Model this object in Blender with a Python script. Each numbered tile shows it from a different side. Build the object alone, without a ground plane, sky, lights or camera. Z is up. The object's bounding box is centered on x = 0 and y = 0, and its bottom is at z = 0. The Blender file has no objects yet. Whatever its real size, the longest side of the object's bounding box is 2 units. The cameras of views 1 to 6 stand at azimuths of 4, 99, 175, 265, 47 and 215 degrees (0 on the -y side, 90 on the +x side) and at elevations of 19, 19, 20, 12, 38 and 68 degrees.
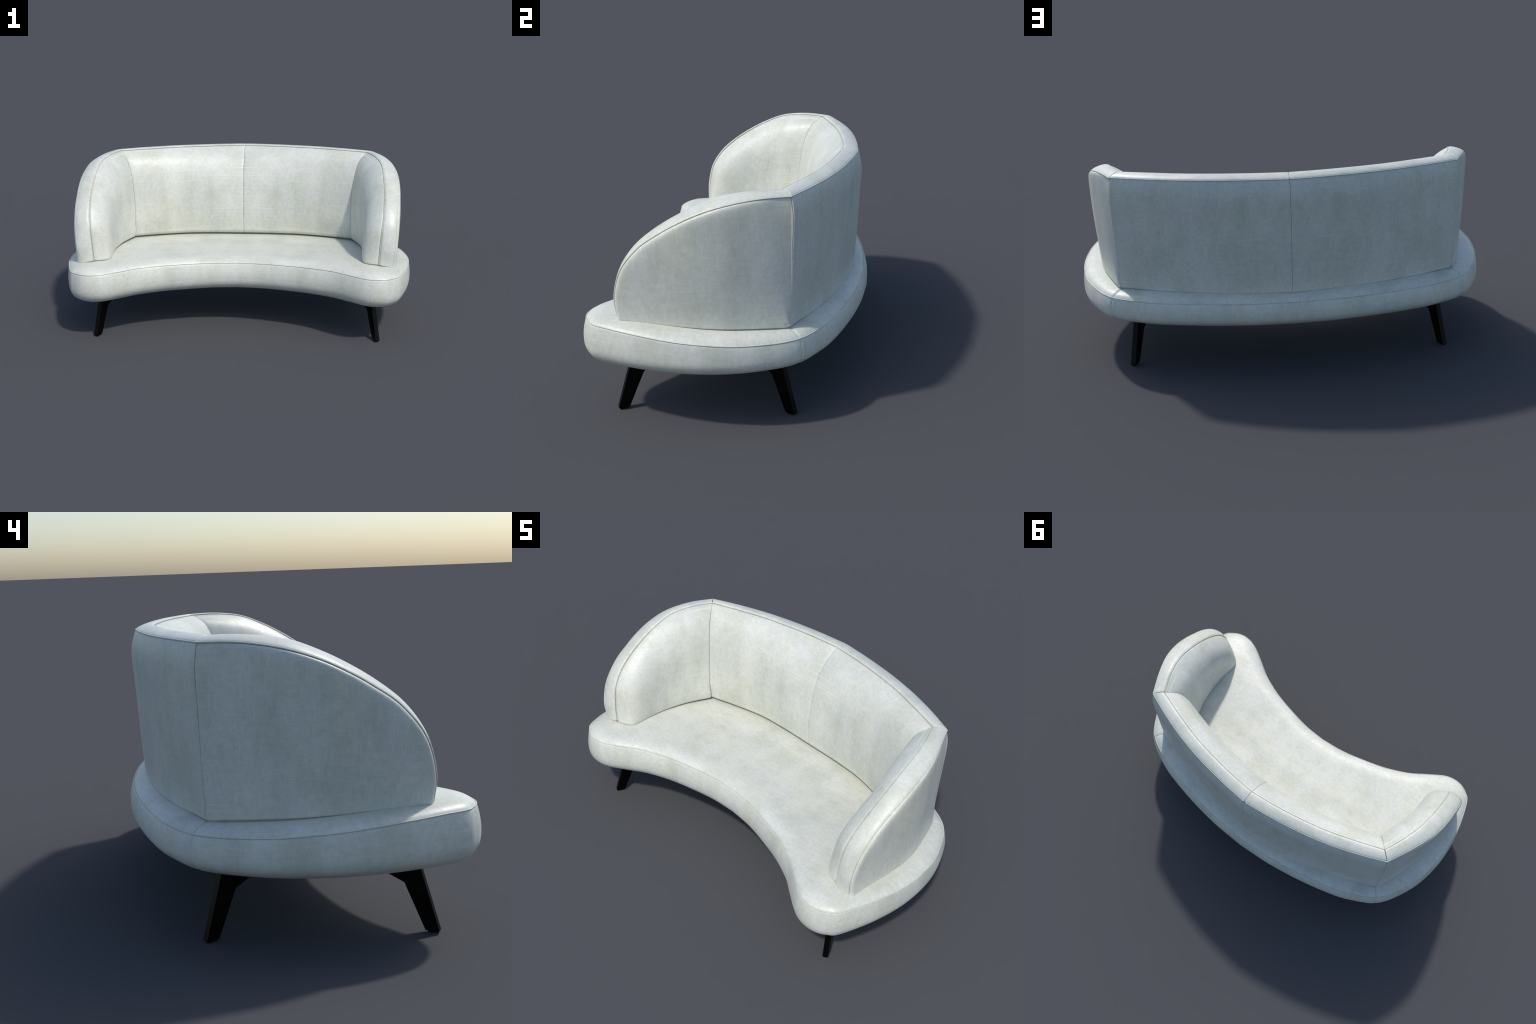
# Curved two-seat upholstered sofa: bean-shaped seat cushion, wrap-round back,
# two sloping winged arms, four splayed black board legs.
import bpy, math
import numpy as np

# ------------------------------------------------------------------ helpers
def V(*p):
    return np.array(p, float)

def catmull(P, n, closed=False):
    """Catmull-Rom curve through P, resampled to n points evenly by arc length."""
    P = np.asarray(P, float)
    m = 24
    t = np.linspace(0, 1, m, endpoint=False)[:, None]
    out = []
    k = len(P)
    if closed:
        idx = [(P[i - 1], P[i], P[(i + 1) % k], P[(i + 2) % k]) for i in range(k)]
    else:
        Q = np.vstack([2 * P[0] - P[1], P, 2 * P[-1] - P[-2]])
        idx = [tuple(Q[i:i + 4]) for i in range(k - 1)]
    for a, b, c, d in idx:
        out.append(0.5 * (2 * b + (c - a) * t + (2 * a - 5 * b + 4 * c - d) * t ** 2 + (3 * b - a - 3 * c + d) * t ** 3))
    out.append(P[:1] if closed else P[-1:])
    C = np.vstack(out)
    return resample(C, np.linspace(0, 1, n + 1)[:-1] if closed else np.linspace(0, 1, n))

def resample(C, f):
    L = np.r_[0, np.cumsum(np.linalg.norm(np.diff(C, axis=0), axis=1))]
    return np.stack([np.interp(np.asarray(f) * L[-1], L, C[:, i]) for i in range(C.shape[1])], 1)

def dist_to(P, C):
    """Distance of points P (n,k) to polyline C (m,k)."""
    a, b = C[:-1], C[1:]
    ab = b - a
    l2 = np.maximum((ab ** 2).sum(1), 1e-12)
    out = np.full(len(P), 1e9)
    for i in range(0, len(P), 4000):
        p = P[i:i + 4000]
        t = np.clip(((p[:, None] - a) * ab).sum(2) / l2, 0, 1)
        d = np.linalg.norm(p[:, None] - (a + ab * t[..., None]), axis=2)
        out[i:i + 4000] = d.min(1)
    return out

def dense(n, a=0.5, ends='both'):
    """Parameter 0..1 that crowds samples towards the ends (a = 0 even .. 1 strong)."""
    t = np.linspace(0, 1, n)
    if ends == 'both':
        s = t - a * np.sin(2 * np.pi * t) / (2 * np.pi)
    elif ends == 'start':
        s = t ** (1 + a)
    else:
        s = 1 - (1 - t) ** (1 + a)
    return s

def grid_normals(G):
    du = np.gradient(G, axis=0)
    dv = np.gradient(G, axis=1)
    n = np.cross(du, dv)
    return n / np.maximum(np.linalg.norm(n, axis=2, keepdims=True), 1e-12)

def outward(G, ref):
    n = grid_normals(G)
    s = np.sign((n * (G - ref)).sum())
    return n * (s if s else 1)

def pinch(G, ref, seams, depth=0.003, width=0.007):
    """Pull the surface in along the seams, as stitched upholstery does."""
    n = outward(G, ref)
    P = G.reshape(-1, 3)
    amt = np.zeros(len(P))
    for C in seams:
        amt = np.maximum(amt, np.exp(-dist_to(P, C) / width))
    return G - n * (depth * amt).reshape(G.shape[:2])[..., None]

def slit(G, end, into, gap=.0011, depth=.009):
    """Open a fine stitched slit along one edge of a panel: the cloth turns over a
    small lip and dives to the seam line, where the neighbour's cloth meets it."""
    if end:
        G = G[::-1]
    e = G[0].copy()
    k = 1
    while k < len(G) - 3 and np.median(np.linalg.norm(G[k] - e, axis=1)) < gap * 3.2:
        k += 1
    t = G[k] - e
    ln = np.linalg.norm(t, axis=1, keepdims=True)
    t = t / np.maximum(ln, 1e-9)
    w = np.minimum(gap, ln * .4)
    into = np.atleast_2d(into)
    into = into / np.linalg.norm(into, axis=1, keepdims=True)
    rows = [e + into * depth, e + t * w * .8 + into * .004, e + t * w + into * .0016, e + t * w * 1.7 + into * .0003]
    G = np.concatenate([np.array(rows), G[k:]], 0)
    return G[::-1] if end else G

def slit_side(G, end, into, gap=.0024, depth=.007):
    """The same along the other direction of the panel's grid."""
    return slit(G.transpose(1, 0, 2), end, into, gap, depth).transpose(1, 0, 2)

class Mesh:
    def __init__(self):
        self.v, self.f = [], []

    def add_grid(self, G, ref, wrap=False):
        nu, nv = G.shape[:2]
        base = sum(len(x) for x in self.v)
        n = grid_normals(G)
        flip = (n * (G - ref)).sum() < 0
        self.v.append(G.reshape(-1, 3))
        I = np.arange(nu * nv).reshape(nu, nv) + base
        if wrap:
            I = np.vstack([I, I[:1]])
        q = np.stack([I[:-1, :-1], I[1:, :-1], I[1:, 1:], I[:-1, 1:]], -1).reshape(-1, 4)
        if flip:
            q = q[:, ::-1]
        self.f.extend(q.tolist())

    def add_tube(self, C, r, sides=8, closed=False):
        C = np.asarray(C, float)
        k = len(C)
        if closed:
            T = np.roll(C, -1, 0) - np.roll(C, 1, 0)
        else:
            T = np.gradient(C, axis=0)
        T /= np.maximum(np.linalg.norm(T, axis=1, keepdims=True), 1e-12)
        up = np.where(np.abs(T[:, 2:]) > 0.93, V(1, 0.3, 0)[None], V(0, 0, 1)[None])
        A = np.cross(T, up)
        for i in range(1, k):
            if A[i] @ A[i - 1] < 0:
                A[i] = -A[i]
        A /= np.linalg.norm(A, axis=1, keepdims=True)
        B = np.cross(T, A)
        ang = np.linspace(0, 2 * np.pi, sides + 1)
        G = C[:, None] + r * (np.cos(ang)[None, :, None] * A[:, None] + np.sin(ang)[None, :, None] * B[:, None])
        base = sum(len(x) for x in self.v)
        self.v.append(G[:, :-1].reshape(-1, 3))
        I = np.arange(k * sides).reshape(k, sides) + base
        I = np.hstack([I, I[:, :1]])
        if closed:
            I = np.vstack([I, I[:1]])
        q = np.stack([I[:-1, :-1], I[:-1, 1:], I[1:, 1:], I[1:, :-1]], -1).reshape(-1, 4)
        self.f.extend(q.tolist())
        if not closed:
            self.f.append(I[0, :-1].tolist())
            self.f.append(I[-1, :-1][::-1].tolist())

    def build(self, name, mat, parent=None, mirror=False, smooth=True, weld=1e-5):
        import bmesh
        v = np.vstack(self.v)
        f = self.f
        if mirror:
            v = v * V(-1, 1, 1)
            f = [q[::-1] for q in f]
        me = bpy.data.meshes.new(name)
        me.from_pydata(v.tolist(), [], f)
        bm = bmesh.new()
        bm.from_mesh(me)
        if weld:
            bmesh.ops.remove_doubles(bm, verts=bm.verts, dist=weld)
        bm.to_mesh(me)
        bm.free()
        me.polygons.foreach_set('use_smooth', [smooth] * len(me.polygons))
        me.materials.append(mat)
        ob = bpy.data.objects.new(name, me)
        bpy.context.scene.collection.objects.link(ob)
        if parent:
            ob.parent = parent
        return ob

# ------------------------------------------------------------------ materials
def fabric(name, flat=False, tone=(1, 1, 1)):
    """Pale grey-green woven velour: cloudy patches, slubs along warp and weft."""
    m = bpy.data.materials.new(name)
    m.use_nodes = True
    nt = m.node_tree
    N, L = nt.nodes, nt.links
    N.clear()
    out = N.new('ShaderNodeOutputMaterial')
    bs = N.new('ShaderNodeBsdfPrincipled')
    L.new(bs.outputs[0], out.inputs[0])
    tc = N.new('ShaderNodeTexCoord')
    sep = N.new('ShaderNodeSeparateXYZ')
    L.new(tc.outputs['Object'], sep.inputs[0])
    ab = N.new('ShaderNodeMath'); ab.operation = 'ABSOLUTE'
    L.new(sep.outputs[0], ab.inputs[0])
    com = N.new('ShaderNodeCombineXYZ')
    L.new(ab.outputs[0], com.inputs[0]); L.new(sep.outputs[1], com.inputs[1]); L.new(sep.outputs[2], com.inputs[2])
    co = com.outputs[0]

    def noise(scale, detail=4, rough=0.55, off=(0, 0, 0), dist=0.0):
        mp = N.new('ShaderNodeMapping')
        mp.inputs['Scale'].default_value = scale
        mp.inputs['Location'].default_value = off
        L.new(co, mp.inputs[0])
        n = N.new('ShaderNodeTexNoise')
        n.inputs['Scale'].default_value = 1.0
        n.inputs['Detail'].default_value = detail
        n.inputs['Roughness'].default_value = rough
        n.inputs['Distortion'].default_value = dist
        L.new(mp.outputs[0], n.inputs['Vector'])
        return n.outputs[0]

    def ramp(src, lo, hi, a=0.0, b=1.0):
        r = N.new('ShaderNodeMapRange')
        r.inputs['From Min'].default_value = lo
        r.inputs['From Max'].default_value = hi
        r.inputs['To Min'].default_value = a
        r.inputs['To Max'].default_value = b
        L.new(src, r.inputs['Value'])
        return r.outputs[0]

    def mix(fac, a, b, mode='MIX'):
        x = N.new('ShaderNodeMix'); x.data_type = 'RGBA'; x.blend_type = mode
        for sock, val in ((x.inputs['Factor'], fac), (x.inputs['A'], a), (x.inputs['B'], b)):
            if isinstance(val, bpy.types.NodeSocket):
                L.new(val, sock)
            else:
                sock.default_value = val
        return x.outputs['Result']

    def math(op, a, b):
        x = N.new('ShaderNodeMath'); x.operation = op
        for sock, val in zip(x.inputs, (a, b)):
            if isinstance(val, bpy.types.NodeSocket):
                L.new(val, sock)
            else:
                sock.default_value = val
        return x.outputs[0]

    T = lambda r, g, b: (r * tone[0], g * tone[1], b * tone[2], 1)
    # cloudy patches: grey-green against pale cool and pale warm
    c1 = ramp(noise((8, 8, 3.2) if not flat else (6, 6, 5), 5, 0.6), 0.36, 0.64)
    c2 = ramp(noise((10, 10, 5) if not flat else (9, 9, 8), 5, 0.6, (3.1, 7.7, 1.3)), 0.40, 0.66)
    c3 = ramp(noise((5, 5, 4), 4, 0.6, (9.4, 2.2, 5.1)), 0.48, 0.70)
    col = mix(c1, T(*GREEN), T(*PALE))
    col = mix(math('MULTIPLY', c2, 0.5), col, T(*COOL))
    col = mix(math('MULTIPLY', c3, 0.45), col, T(*WARM))
    # threads
    if flat:
        w1 = noise((14, 420, 14), 3, 0.6)
        w2 = noise((420, 14, 14), 3, 0.6, (2, 4, 6))
        slub = noise((3.5, 95, 10), 2, 0.5, (5, 1, 2))
    else:
        w1 = noise((14, 14, 420), 3, 0.6)
        w2 = noise((420, 420, 14), 3, 0.6, (2, 4, 6))
        slub = noise((4, 4, 110), 2, 0.5, (5, 1, 2))
    thr = math('ADD', math('MULTIPLY', w1, 0.5), math('MULTIPLY', w2, 0.5))
    g = ramp(thr, 0.35, 0.65, 0.92, 1.075)
    col = mix(1.0, col, comb_grey(N, L, g), 'MULTIPLY')
    mott = ramp(noise((60, 60, 50) if not flat else (50, 70, 50), 5, 0.7, (1, 8, 3), 0.3), 0.3, 0.7, 0.915, 1.075)
    col = mix(1.0, col, comb_grey(N, L, mott), 'MULTIPLY')
    patch = ramp(noise((5, 5, 9), 2, 0.5, (4, 4, 8)), 0.52, 0.66)
    sl = math('MULTIPLY', ramp(slub, 0.55, 0.68), patch)
    col = mix(math('MULTIPLY', sl, 0.42), col, T(*SLUB))
    L.new(col, bs.inputs['Base Color'])
    L.new(ramp(mott, 0.9, 1.1, ROUGH + 0.06, ROUGH - 0.06), bs.inputs['Roughness'])
    bs.inputs['Specular IOR Level'].default_value = SPEC
    bs.inputs['Sheen Weight'].default_value = 0.08
    bs.inputs['Sheen Roughness'].default_value = 0.4
    bp = N.new('ShaderNodeBump')
    bp.inputs['Strength'].default_value = 0.16
    bp.inputs['Distance'].default_value = 0.0015
    L.new(thr, bp.inputs['Height'])
    L.new(bp.outputs[0], bs.inputs['Normal'])
    return m

def comb_grey(N, L, val):
    c = N.new('ShaderNodeCombineColor')
    for i in range(3):
        L.new(val, c.inputs[i])
    return c.outputs[0]

def black_wood(name, rough, base):
    m = bpy.data.materials.new(name)
    m.use_nodes = True
    nt = m.node_tree
    bs = nt.nodes['Principled BSDF']
    tc = nt.nodes.new('ShaderNodeTexCoord')
    mp = nt.nodes.new('ShaderNodeMapping')
    mp.inputs['Scale'].default_value = (90, 90, 6)
    no = nt.nodes.new('ShaderNodeTexNoise')
    no.inputs['Scale'].default_value = 1
    cr = nt.nodes.new('ShaderNodeValToRGB')
    cr.color_ramp.elements[0].position = 0.3
    cr.color_ramp.elements[0].color = (base * 0.6, base * 0.6, base * 0.6, 1)
    cr.color_ramp.elements[1].position = 0.75
    cr.color_ramp.elements[1].color = (base * 1.5, base * 1.4, base * 1.3, 1)
    nt.links.new(tc.outputs['Object'], mp.inputs[0])
    nt.links.new(mp.outputs[0], no.inputs['Vector'])
    nt.links.new(no.outputs[0], cr.inputs[0])
    nt.links.new(cr.outputs[0], bs.inputs['Base Color'])
    bs.inputs['Roughness'].default_value = rough
    bs.inputs['Specular IOR Level'].default_value = 0.14
    return m

GREEN = (0.530, 0.550, 0.466)
PALE = (0.655, 0.668, 0.595)
COOL = (0.648, 0.659, 0.642)
WARM = (0.660, 0.655, 0.545)
SLUB = (0.760, 0.765, 0.680)
ROUGH = 0.43
SPEC = 0.5

wall_fabric = fabric('wall_fabric')
seat_fabric = fabric('seat_fabric', flat=True)
cord_fabric = fabric('cord_fabric', tone=(1.0, 1.0, 0.97))
leg_black = black_wood('black_lacquer', 0.34, 0.0006)
glide_black = black_wood('black_plastic', 0.6, 0.0012)

# ------------------------------------------------------------------ guide curves (right half, x > 0)
# outline of the top seam of the seat, front middle -> tip -> back middle
SEAT_HALF = [(0, -.258), (.13, -.268), (.26, -.294), (.41, -.336), (.541, -.392), (.63, -.450), (.72, -.508),
             (.775, -.526), (.832, -.524), (.884, -.498), (.924, -.450), (.974, -.28), (.992, -.1), (.968, .082), (.902, .24), (.828, .338),
             (.72, .400), (.61, .443), (.413, .490), (.208, .521), (0, .533)]

def seam_z(y):
    return np.interp(y, [-.55, -.4, -.275, -.1, .082, .241, .35, .6], [.416, .415, .408, .393, .379, .371, .369, .368])

def crown(d, x):
    """How far the seat's top rises over its seam, by distance from the edge:
    fuller along the sitting area, flatter where the arms stand on it."""
    full = np.interp(np.abs(x), [.45, .62, .82], [.031, .029, .0255])
    return full * (1 - np.exp(-d / .024)) + 0.043 * np.clip(d - .04, 0, .26)

BACK_OUT = [(.797, .299, .931), (.655, .357, .932), (.506, .407, .932), (.346, .446, .932), (.173, .474, .932), (0, .492, .932)]
BACK_IN = [(.749, .256, .946), (.592, .311, .946), (.439, .358, .946), (.289, .389, .946), (.145, .411, .946), (0, .424, .946)]
BACK_FOOT_OUT = [(.789, .295, .406), (.6, .371, .405), (.407, .428, .404), (.203, .464, .403), (0, .487, .403)]
BACK_FOOT_IN = [(.665, .157, .452), (.51, .203, .452), (.348, .240, .452), (.174, .249, .454), (0, .247, .456)]
CORNER_OUT = [(.797, .299, .931), (.804, .309, .850), (.802, .306, .729), (.797, .303, .613), (.794, .299, .504), (.789, .295, .406)]
CORNER_IN = [(.749, .256, .946), (.703, .201, .903), (.676, .168, .825), (.660, .150, .724), (.656, .143, .619), (.657, .144, .530), (.665, .157, .452)]
MID_OUT = [(0, .492, .932), (0, .510, .850), (0, .504, .72), (0, .497, .56), (0, .487, .403)]
MID_IN = [(0, .424, .946), (0, .330, .870), (0, .277, .767), (0, .254, .647), (0, .243, .540), (0, .247, .456)]
ARM_OUT = [(.797, .299, .931), (.853, .181, .930), (.895, .063, .912), (.911, -.037, .880), (.915, -.121, .840),
           (.912, -.193, .797), (.908, -.275, .737), (.901, -.350, .642), (.893, -.382, .532), (.884, -.377, .442)]
ARM_IN = [(.749, .256, .946), (.794, .147, .945), (.824, .036, .930), (.834, -.060, .892), (.837, -.151, .843),
          (.835, -.232, .788), (.829, -.304, .722), (.820, -.352, .643), (.812, -.370, .551), (.807, -.375, .455)]
ARM_PLAN_OUT = [(-.384, .893), (-.35, .900), (-.275, .907), (-.193, .911), (-.121, .913), (-.037, .909), (.063, .890), (.181, .847), (.299, .796)]
ARM_FULL = [(-.40, .122), (-.285, .120), (-.208, .116), (-.123, .114), (-.018, .122), (.077, .132), (.15, .139), (.26, .139)]

# ------------------------------------------------------------------ seat cushion
_fine = catmull(SEAT_HALF, 4000)
CORNER_K, TIP_T = V(.828, .338), V(.889, -.508)
_f = [np.linspace(0, 1, 180)]
for _p in (CORNER_K, TIP_T):                                      # extra columns where seams cross the edge
    _c = np.argmin(np.linalg.norm(_fine - _p, axis=1)) / 3999
    _f.append(_c + np.linspace(-1, 1, 25) ** 3 * .012)
HALF_F = np.unique(np.round(np.concatenate(_f), 6))
HALF_N = len(HALF_F)
half = resample(_fine, HALF_F)
outline = np.vstack([half, (half * V(-1, 1))[-2:0:-1]])          # closed, both halves
ring = np.vstack([outline, outline[:1]])

def edge_dist(P):
    return dist_to(P.reshape(-1, 2), ring).reshape(P.shape[:-1])

def seat_top(P):
    return seam_z(P[..., 1]) + crown(edge_dist(P), P[..., 0])

_step = np.gradient(_fine, axis=0)
_step[0, 1] = _step[-1, 1] = 0
for _ in range(200):                                             # even out the direction along the edge
    _step[1:-1] = (_step[:-2] + 2 * _step[1:-1] + _step[2:]) / 4
_len = np.r_[0, np.cumsum(np.linalg.norm(np.diff(_fine, axis=0), axis=1))]
tang = np.stack([np.interp(HALF_F * _len[-1], _len, _step[:, i]) for i in range(2)], 1)
nh = np.c_[tang[:, 1], -tang[:, 0]]
nh /= np.linalg.norm(nh, axis=1, keepdims=True)
norm2 = np.vstack([nh, (nh * V(-1, 1))[-2:0:-1]])

# spine: the line that every outline point looks at, front and back alike
spine_c = catmull([(0, .135), (.25, .10), (.48, .01), (.66, -.12), (.80, -.30)], 200)
tip = int(np.argmin(np.linalg.norm(half - V(.885, -.503), axis=1)))
tip_f = HALF_F[tip]
frac = np.interp(HALF_F, [0, tip_f - .12, tip_f + .22, 1], [0, 1, 1, 0])
sp_half = resample(spine_c, frac)
spine = np.vstack([sp_half, (sp_half * V(-1, 1))[-2:0:-1]])

REF = V(0, 0, .32)
seat = Mesh()
r = 1 - dense(46, 0.9, 'start')                                  # 1 at the seam, 0 at the spine
top_xy = spine[:, None] + r[None, :, None] * (outline - spine)[:, None]
top = np.dstack([top_xy, seat_top(top_xy)])
# a small stitched trough beside the seam
d_top = edge_dist(top_xy)
top[..., 2] -= 0.0025 * np.exp(-d_top / .004)
corner_k = CORNER_K
for sx in (1, -1):                                               # seam across the top at the rear corners
    c0, c1 = corner_k * V(sx, 1), V(.775 * sx, .28)
    dd = dist_to(top_xy.reshape(-1, 2), np.vstack([c0, c1])).reshape(d_top.shape)
    top[..., 2] -= 0.005 * np.exp(-dd / .0035)
seat.add_grid(top, REF, wrap=True)

UNDER_IN, BELLY = 0.135, 0.53
zs = seam_z(outline[:, 1])
zb = np.interp(outline[:, 1], [-.5, .5], [.232, .239])
zeq = zb + (zs - zb) * BELLY
q = np.linspace(0, 1, 22)
# the roll swells most along the concave front, least at the far sides
def along(p):
    return np.argmin(np.linalg.norm(_fine - np.asarray(p), axis=1)) / 3999
_keys = [((0, -.258), .022), ((.60, -.43), .022), ((.76, -.522), .020), ((.86, -.512), .0125), ((.96, -.34), .0095),
         ((.992, -.1), .0078), ((.94, .16), .0100), ((.828, .338), .0135), ((.5, .47), .015), ((0, .533), .015)]
_u = np.linspace(0, 1, 1000)
_w = np.interp(_u, [along(p) for p, _ in _keys], [w for _, w in _keys])
_w = np.convolve(np.pad(_w, 40, mode='edge'), np.ones(81) / 81, 'valid')
sw_half = np.interp(HALF_F, _u, _w)
swell = np.concatenate([sw_half, sw_half[-2:0:-1]])
off = swell[:, None] * np.sin(q * np.pi / 2)[None] ** .85 - 0.0025 * np.exp(-q / .03)[None]
side = np.dstack([outline[:, None] + norm2[:, None] * off[..., None], zs[:, None] + (zeq - zs)[:, None] * q[None]])
seam_dip = np.zeros(len(outline))
for sx in (1, -1):                                               # upright seams of the border
    for p, dep in ((CORNER_K, .0030), (TIP_T, .0008)):
        seam_dip = np.maximum(seam_dip, dep * np.exp(-np.linalg.norm(outline - p * V(sx, 1), axis=1) / .0022))
side[..., :2] -= norm2[:, None] * seam_dip[:, None, None]
border = Mesh()
border.add_grid(side, REF, wrap=True)
belly = outline + norm2 * (swell - seam_dip)[:, None]
bring = np.vstack([belly, belly[:1]])
rb = 1 - dense(40, 1.6, 'start')
bxy = spine[:, None] + rb[None, :, None] * (belly - spine)[:, None]
bd = dist_to(bxy.reshape(-1, 2), bring).reshape(bxy.shape[:2])
bd[:, 0] = 0
c = np.clip(1 - bd / UNDER_IN, 0, 1)
sn = np.clip(1 - c ** 2.5, 0, 1) ** (1 / 2.5)
zb2 = np.interp(bxy[..., 1], [-.5, .5], [.232, .239])
bz = zb2 + (zeq - zb)[:, None] * (1 - sn)
border.add_grid(np.dstack([bxy, bz]), REF, wrap=True)

# ------------------------------------------------------------------ panels of back and arms
def coons(top_c, bot_c, left_c, right_c, u, v):
    """Patch between four edge curves; u runs left to right, v runs top to bottom."""
    T, B = resample(top_c, u), resample(bot_c, u)
    Lc, Rc = resample(left_c, v), resample(right_c, v)
    U, W = u[:, None, None], v[None, :, None]
    P = (1 - W) * T[:, None] + W * B[:, None] + (1 - U) * Lc[None] + U * Rc[None]
    P -= (1 - U) * (1 - W) * T[0] + U * (1 - W) * T[-1] + (1 - U) * W * B[0] + U * W * B[-1]
    return P

def strip(a, b, u, v, lift):
    """Crowned band between two piping lines."""
    A, B = resample(a, u), resample(b, u)
    G = A[:, None] * (1 - v)[None, :, None] + B[:, None] * v[None, :, None]
    return G, lift * np.sin(np.pi * v) ** 0.5

def skirt(edge, inward, drop):
    """Turned-under hem that runs from a bottom edge into the seat."""
    down = np.zeros((len(edge), 3))
    down[:, 2] = -np.asarray(drop)
    rows = [edge + inward * (1 - math.cos(a)) + down * math.sin(a) for a in np.linspace(0, math.pi / 2, 8)]
    rows.append(rows[-1] + inward * .6 + V(0, 0, -.004))
    rows.append(rows[-1] + V(0, 0, -.05))
    return np.stack(rows, 1)

def blend(f, keys):
    """Vectors or numbers interpolated along f through (position, value) keys."""
    p = [k for k, _ in keys]
    q = np.array([np.atleast_1d(w) for _, w in keys], float)
    return np.stack([np.interp(f, p, q[:, i]) for i in range(q.shape[1])], 1)

c_back_out, c_back_in = catmull(BACK_OUT, 300), catmull(BACK_IN, 300)
c_foot_out, c_foot_in = catmull(BACK_FOOT_OUT, 300), catmull(BACK_FOOT_IN, 300)
c_corner_out, c_corner_in = catmull(CORNER_OUT, 300), catmull(CORNER_IN, 300)
c_mid_out, c_mid_in = catmull(MID_OUT, 300), catmull(MID_IN, 300)
c_arm_out, c_arm_in = catmull(ARM_OUT, 400), catmull(ARM_IN, 400)

def on_seat(C, lift=0.0):
    C = C.copy()
    C[:, 2] = np.maximum(C[:, 2], seat_top(C[:, :2]) + lift)
    return C

BACK_REF = V(.38, .34, .65)
ARM_REF = V(.80, -.02, .60)
u = dense(110, .93)
v = dense(80, .75)

def build_back():
    m_in, m_out = Mesh(), Mesh()
    # cushion side
    G = coons(c_back_in, c_foot_in, c_corner_in, c_mid_in, u, v)
    G = G + outward(G, BACK_REF) * (.009 * np.sin(np.pi * u)[:, None] ** .8 * np.sin(np.pi * v ** 1.2)[None] ** 1.2)[..., None]
    G = pinch(G, BACK_REF, [c_corner_in, c_mid_in], .0025, .007)
    G = pinch(G, BACK_REF, [c_back_in], .0035, .005)
    G[0] = resample(c_corner_in, v)
    G[-1, :, 0] = 0
    hem = skirt(G[:, -1], blend(u, [(0, (.024, .024, 0)), (.12, (.010, .030, 0)), (1, (0, .030, 0))]), .034)
    G = np.concatenate([G, hem[:, 1:]], 1)
    G = slit_side(G, 0, V(.06, .2, -1))
    m_in.add_grid(slit(slit(G, 0, V(.7, .7, 0)), 1, V(0, 1, 0), .0006), BACK_REF)
    # top band
    S, lift = strip(c_back_out, c_back_in, u, dense(16, .5), .009)
    S = S + lift[None, :, None] * V(.10, .25, .96)
    S = pinch(S, BACK_REF, [np.vstack([c_back_out[0], c_back_in[0]]), np.vstack([c_back_out[-1], c_back_in[-1]])], .002, .007)
    S[-1, :, 0] = 0
    S = slit_side(S, 1, V(.06, .2, -1))
    m_in.add_grid(slit(slit(S, 0, V(-.1, -.1, -1)), 1, V(0, -.1, -1), .0007), BACK_REF)
    # rear face
    H = coons(c_back_out, c_foot_out, c_corner_out, c_mid_out, u, v)
    n = outward(H, BACK_REF)
    dz = dist_to(H.reshape(-1, 3), c_back_out).reshape(H.shape[:2])
    H = H + n * (0.004 * (1 - np.exp(-dz / .015)) * np.exp(-dz / .25))[..., None]
    H = pinch(H, BACK_REF, [c_corner_out, c_mid_out], .0025, .007)
    H = pinch(H, BACK_REF, [c_back_out], .002, .004)
    H[0] = resample(c_corner_out, v)
    H[-1, :, 0] = 0
    hem = skirt(H[:, -1], blend(u, [(0, (-.004, -.004, 0)), (.1, (-.003, -.010, 0)), (1, (0, -.010, 0))]), .008)
    H = np.concatenate([H, hem[:, 1:]], 1)
    m_out.add_grid(slit(slit(H, 0, V(-.65, -.75, 0), .0014), 1, V(0, -1, 0), .0004), BACK_REF)
    return m_in, m_out

def fan(rim, apex, edge, s, r):
    """Quarter-disc panel in (y, z): rays run from the rim to the apex; the first
    ray follows the given edge curve instead of a straight line."""
    R = resample(rim, s)
    E = resample(edge, r)
    straight0 = rim[0] * (1 - r)[:, None] + apex * r[:, None]
    dev = E - straight0
    G = R[:, None] * (1 - r)[None, :, None] + apex * r[None, :, None]
    w = np.clip(1 - s, 0, 1) ** 2.5
    return G + w[:, None, None] * dev[None], E

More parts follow.
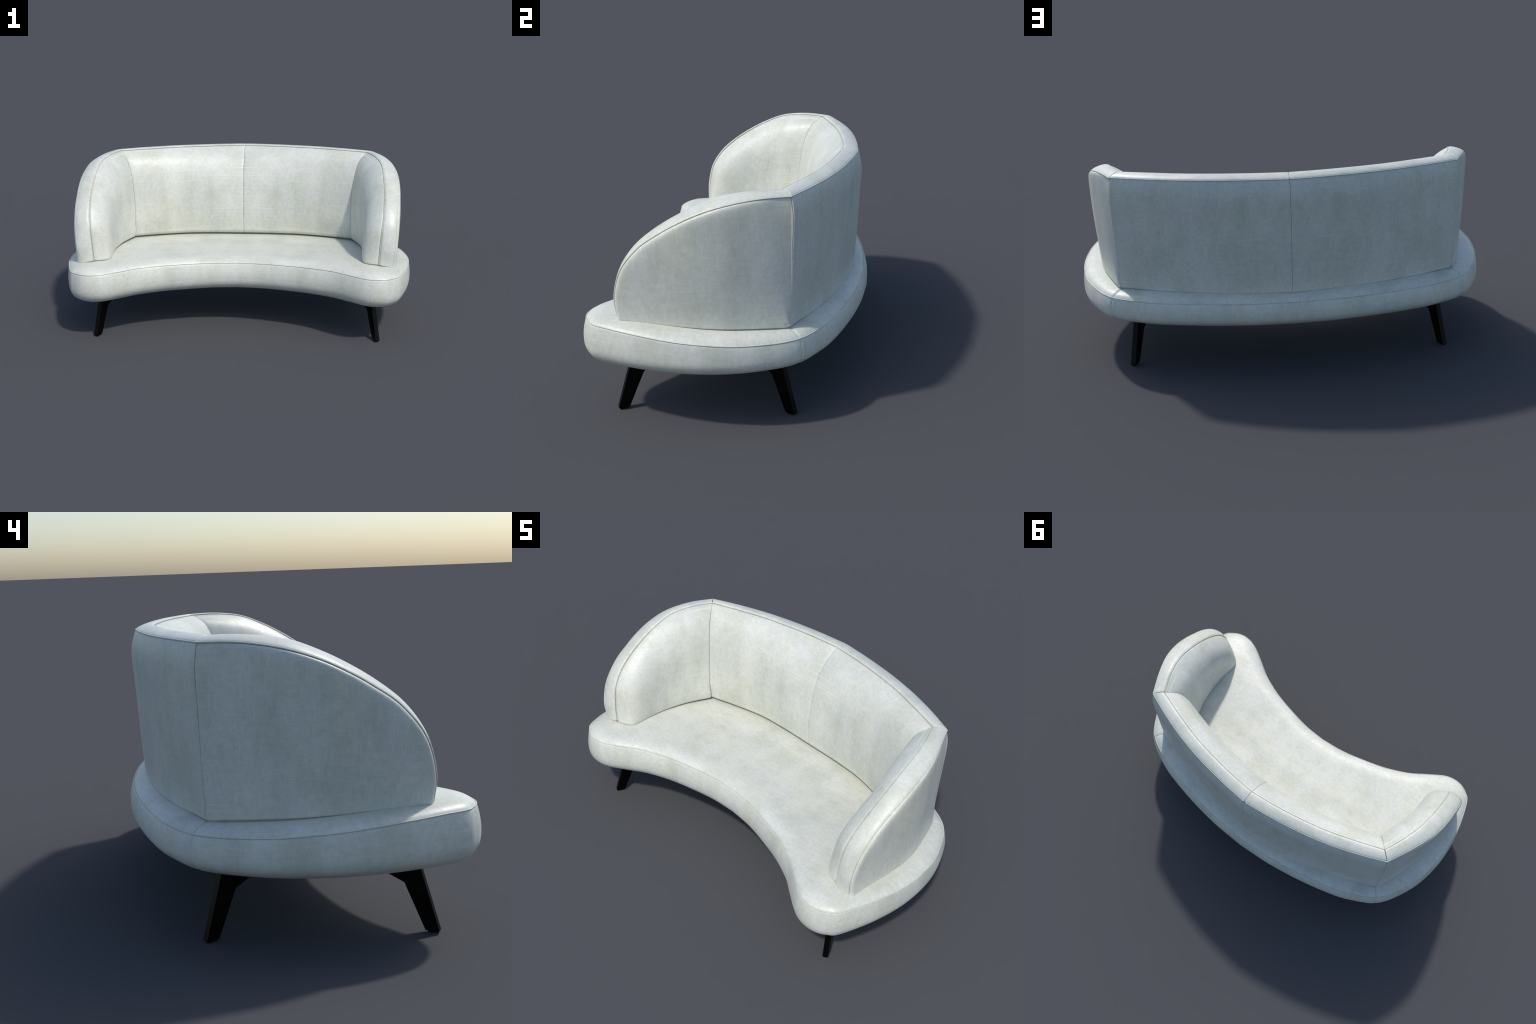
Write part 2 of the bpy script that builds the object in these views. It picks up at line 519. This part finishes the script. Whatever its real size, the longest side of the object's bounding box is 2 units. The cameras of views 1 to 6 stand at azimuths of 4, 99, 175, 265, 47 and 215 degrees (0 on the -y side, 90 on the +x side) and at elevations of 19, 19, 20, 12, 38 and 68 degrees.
def build_arm():
    m_in, m_out = Mesh(), Mesh()
    s = dense(140, .9)
    r = dense(70, 1.0, 'start')
    r = 0.75 * r + 0.25 * dense(70, .8)
    band0, _ = strip(c_arm_out, c_arm_in, s, dense(18, .5), 0)
    groove = -outward(band0, ARM_REF + V(0.04, .1, -.05))[:, -1]
    # ---- inner pad
    apex = c_corner_in[-1]
    G, E = fan(c_arm_in, apex, c_corner_in, s, r)
    yz = G[..., 1:].reshape(-1, 2)
    d = dist_to(yz, c_arm_in[:, 1:]).reshape(G.shape[:2])
    d[:, 0] = 0
    mono = c_arm_in[:int(np.argmin(c_arm_in[:, 1])) + 1][::-1]
    gi = np.interp(G[..., 1], mono[:, 1], mono[:, 0])
    full = np.interp(G[..., 1], [a for a, _ in ARM_FULL], [b for _, b in ARM_FULL])
    zlow = np.interp(G[..., 1], [-.376, .157], [.455, .452])
    dz = np.maximum(G[..., 2] - zlow, 0)
    tau = np.interp(dz, [0, .12, .35], [.021, .034, .054])
    puff = 1 - np.exp(-d / tau)
    x = gi - full * puff + .005 * np.exp(-dz / .018) * np.minimum(puff * 1.2, 1)
    fix_edge = E[None, :, 0] - x[:1]
    x = x + fix_edge * np.exp(-(s / .16) ** 2)[:, None]
    fix_rim = resample(c_arm_in, s)[:, 0] - x[:, 0]
    x = x + fix_rim[:, None] * np.exp(-d / .03)
    x[:, -1] = apex[0]
    x = x * 1.0
    G[..., 0] = x
    inner_ref = V(.86, -.02, .60)
    G = pinch(G, inner_ref, [c_corner_in], .0025, .007)
    G = pinch(G, inner_ref, [c_arm_in], .004, .006)
    G[0] = resample(c_corner_in, r)
    m_in.add_grid(slit(slit_side(G, 0, groove), 0, V(.7, .7, 0)), inner_ref)
    m_in.add_grid(skirt(G[-1], blend(r, [(0, (0, .010, 0)), (.05, (.012, .014, 0)), (.15, (.026, .004, 0)), (.88, (.028, .008, 0)), (1, (.024, .024, 0))]),
                        blend(r, [(0, .008), (.1, .018), (.5, .026), (1, .034)])[:, 0]), V(.84, -.1, .44))
    # ---- band between the two piping lines
    S, lift = strip(c_arm_out, c_arm_in, s, dense(18, .5), .009)
    n = outward(S, ARM_REF + V(0.04, .1, -.05))
    S = S + n * lift[None, :, None]
    S = pinch(S, ARM_REF, [np.vstack([c_arm_out[0], c_arm_in[0]])], .003, .007)
    m_in.add_grid(slit(slit_side(S, 1, groove), 0, V(-.1, -.1, -1)), ARM_REF)
    m_in.add_grid(skirt(S[-1], blend(dense(18, .5), [(0, (-.008, .008, 0)), (.2, (0, .010, 0)), (1, (0, .010, 0))]), .008), ARM_REF)
    # ---- outer panel
    apex = c_corner_out[-1]
    H, E = fan(c_arm_out, apex, c_corner_out, s, r)
    d = dist_to(H[..., 1:].reshape(-1, 2), c_arm_out[:, 1:]).reshape(H.shape[:2])
    d[:, 0] = 0
    py, px = np.array(ARM_PLAN_OUT).T
    plan = catmull([(a, b) for a, b in ARM_PLAN_OUT], 200)
    g = np.interp(H[..., 1], plan[:, 0], plan[:, 1])
    zlow = np.interp(H[..., 1], [-.378, .295], [.442, .406])
    dz = np.maximum(H[..., 2] - zlow, 0)
    h = np.clip(dz / .30, 0, 1)
    x = g + .012 * (1 - np.exp(-d / .005)) * np.exp(-d / .20) + .009 * (1 - np.exp(-d / .02)) * h * h * (3 - 2 * h)
    x -= .010 * np.exp(-dz / .14) * (1 - np.exp(-d / .03)) * np.interp(H[..., 1], [-.38, -.05, .05, .15, .22, .29], [1, 1, .85, .5, .24, 0])
    x = x + (E[None, :, 0] - x[:1]) * np.exp(-(s / .12) ** 2)[:, None]
    x = x + (resample(c_arm_out, s)[:, 0] - x[:, 0])[:, None] * np.exp(-d / .006)
    x[:, -1] = apex[0]
    H[..., 0] = x
    outer_ref = V(.70, -.02, .60)
    H = pinch(H, outer_ref, [c_corner_out], .0025, .007)
    H = pinch(H, outer_ref, [c_arm_out], .004, .005)
    H[0] = resample(c_corner_out, r)
    m_out.add_grid(slit(H, 0, V(-.65, -.75, 0), .0014), outer_ref)
    m_out.add_grid(skirt(H[-1], blend(r, [(0, (-.008, .008, 0)), (.05, (-.010, 0, 0)), (.92, (-.010, 0, 0)), (1, (-.004, -.004, 0))]), .008), outer_ref)
    return m_in, m_out

# ------------------------------------------------------------------ legs
def leg_mesh():
    """Tapered board with an inward brace, drawn in its own plane (u outward, z up)."""
    import bmesh
    prof = [(0.000, .006), (-.0695, .240), (-.075, .252), (-.30, .252), (-.285, .241), (-.112, .158), (-.045, .006)]
    t = 0.013
    bm = bmesh.new()
    A = [bm.verts.new((a, -t, z)) for a, z in prof]
    B = [bm.verts.new((a, t, z)) for a, z in prof]
    bm.faces.new(A)
    bm.faces.new(B[::-1])
    k = len(prof)
    for i in range(k):
        bm.faces.new((A[i], B[i], B[(i + 1) % k], A[(i + 1) % k]))
    bmesh.ops.recalc_face_normals(bm, faces=bm.faces)
    bmesh.ops.bevel(bm, geom=bm.edges[:], offset=.0018, segments=2, affect='EDGES', profile=.5)
    me = bpy.data.meshes.new('leg')
    bm.to_mesh(me)
    bm.free()
    me.materials.append(leg_black)
    return me

def glide_mesh():
    import bmesh
    bm = bmesh.new()
    bmesh.ops.create_cube(bm, size=1)
    for vert in bm.verts:
        vert.co = V(vert.co.x * .034 - .0215, vert.co.y * .018, (vert.co.z + .5) * .008)
    bmesh.ops.bevel(bm, geom=bm.edges[:], offset=.0012, segments=2, affect='EDGES', profile=.5)
    me = bpy.data.meshes.new('foot_glide')
    bm.to_mesh(me)
    bm.free()
    me.materials.append(glide_black)
    return me

# ------------------------------------------------------------------ assembly
root = bpy.data.objects.new('sofa', None)
bpy.context.scene.collection.objects.link(root)
root['label'] = 'curved pale grey-green two-seat sofa with sloping arms and black legs'
root['category'] = 'sofa'

seat_ob = seat.build('seat_cushion', seat_fabric, root)
border.build('seat_border', wall_fabric, seat_ob)
cord = Mesh()
zr = np.c_[outline, seam_z(outline[:, 1]) + .0003]
cord.add_tube(zr, .0022, closed=True)
for sx in (1, -1):
    k = int(np.argmin(np.linalg.norm(outline - corner_k * V(sx, 1), axis=1)))
    line = np.array([corner_k * V(sx, 1) * (1 - t) + V(.775 * sx, .28) * t for t in np.linspace(0, 1, 20)])
    cord.add_tube(np.c_[line, seat_top(line) - .0030], .0018)
cord.build('piping', cord_fabric, seat_ob)

bi, bo = build_back()
back = Mesh()
for msh in (bi,):
    for sgn in (1, -1):
        base = sum(len(x) for x in back.v)
        back.v.append(np.vstack(msh.v) * V(sgn, 1, 1))
        back.f.extend([[i + base for i in (fc if sgn > 0 else fc[::-1])] for fc in msh.f])
back_ob = back.build('backrest', wall_fabric, root, weld=0)
bo.build('rear_panel', wall_fabric, back_ob)
bo.build('rear_panel', wall_fabric, back_ob, mirror=True)
CORD = .0026
for mir in (False, True):
    c = Mesh()
    c.add_tube(c_back_out[::3], CORD)
    c.add_tube(c_back_in[::3] + V(0, 0, -.0006), CORD * .65)
    c.build('piping', cord_fabric, back_ob, mirror=mir)

ai, ao = build_arm()
for mir in (False, True):
    arm = ai.build('armrest', wall_fabric, root, mirror=mir, weld=0)
    ao.build('outer_panel', wall_fabric, arm, mirror=mir)
    c = Mesh()
    c.add_tube(c_arm_out[::3], CORD)
    c.add_tube(c_arm_in[::3], CORD * .65)
    c.build('piping', cord_fabric, arm, mirror=mir)

lm, gm = leg_mesh(), glide_mesh()
for sx in (1, -1):
    for (px, py), (ux, uy) in (((.8125, -.4200), (.45, -.89)), ((.7625, .3145), (.45, .89))):
        leg = bpy.data.objects.new('leg', lm)
        bpy.context.scene.collection.objects.link(leg)
        leg.parent = root
        leg.location = (px * sx, py, 0)
        leg.rotation_euler = (0, 0, math.atan2(uy, ux * sx))
        gl = bpy.data.objects.new('foot_glide', gm)
        bpy.context.scene.collection.objects.link(gl)
        gl.parent = leg
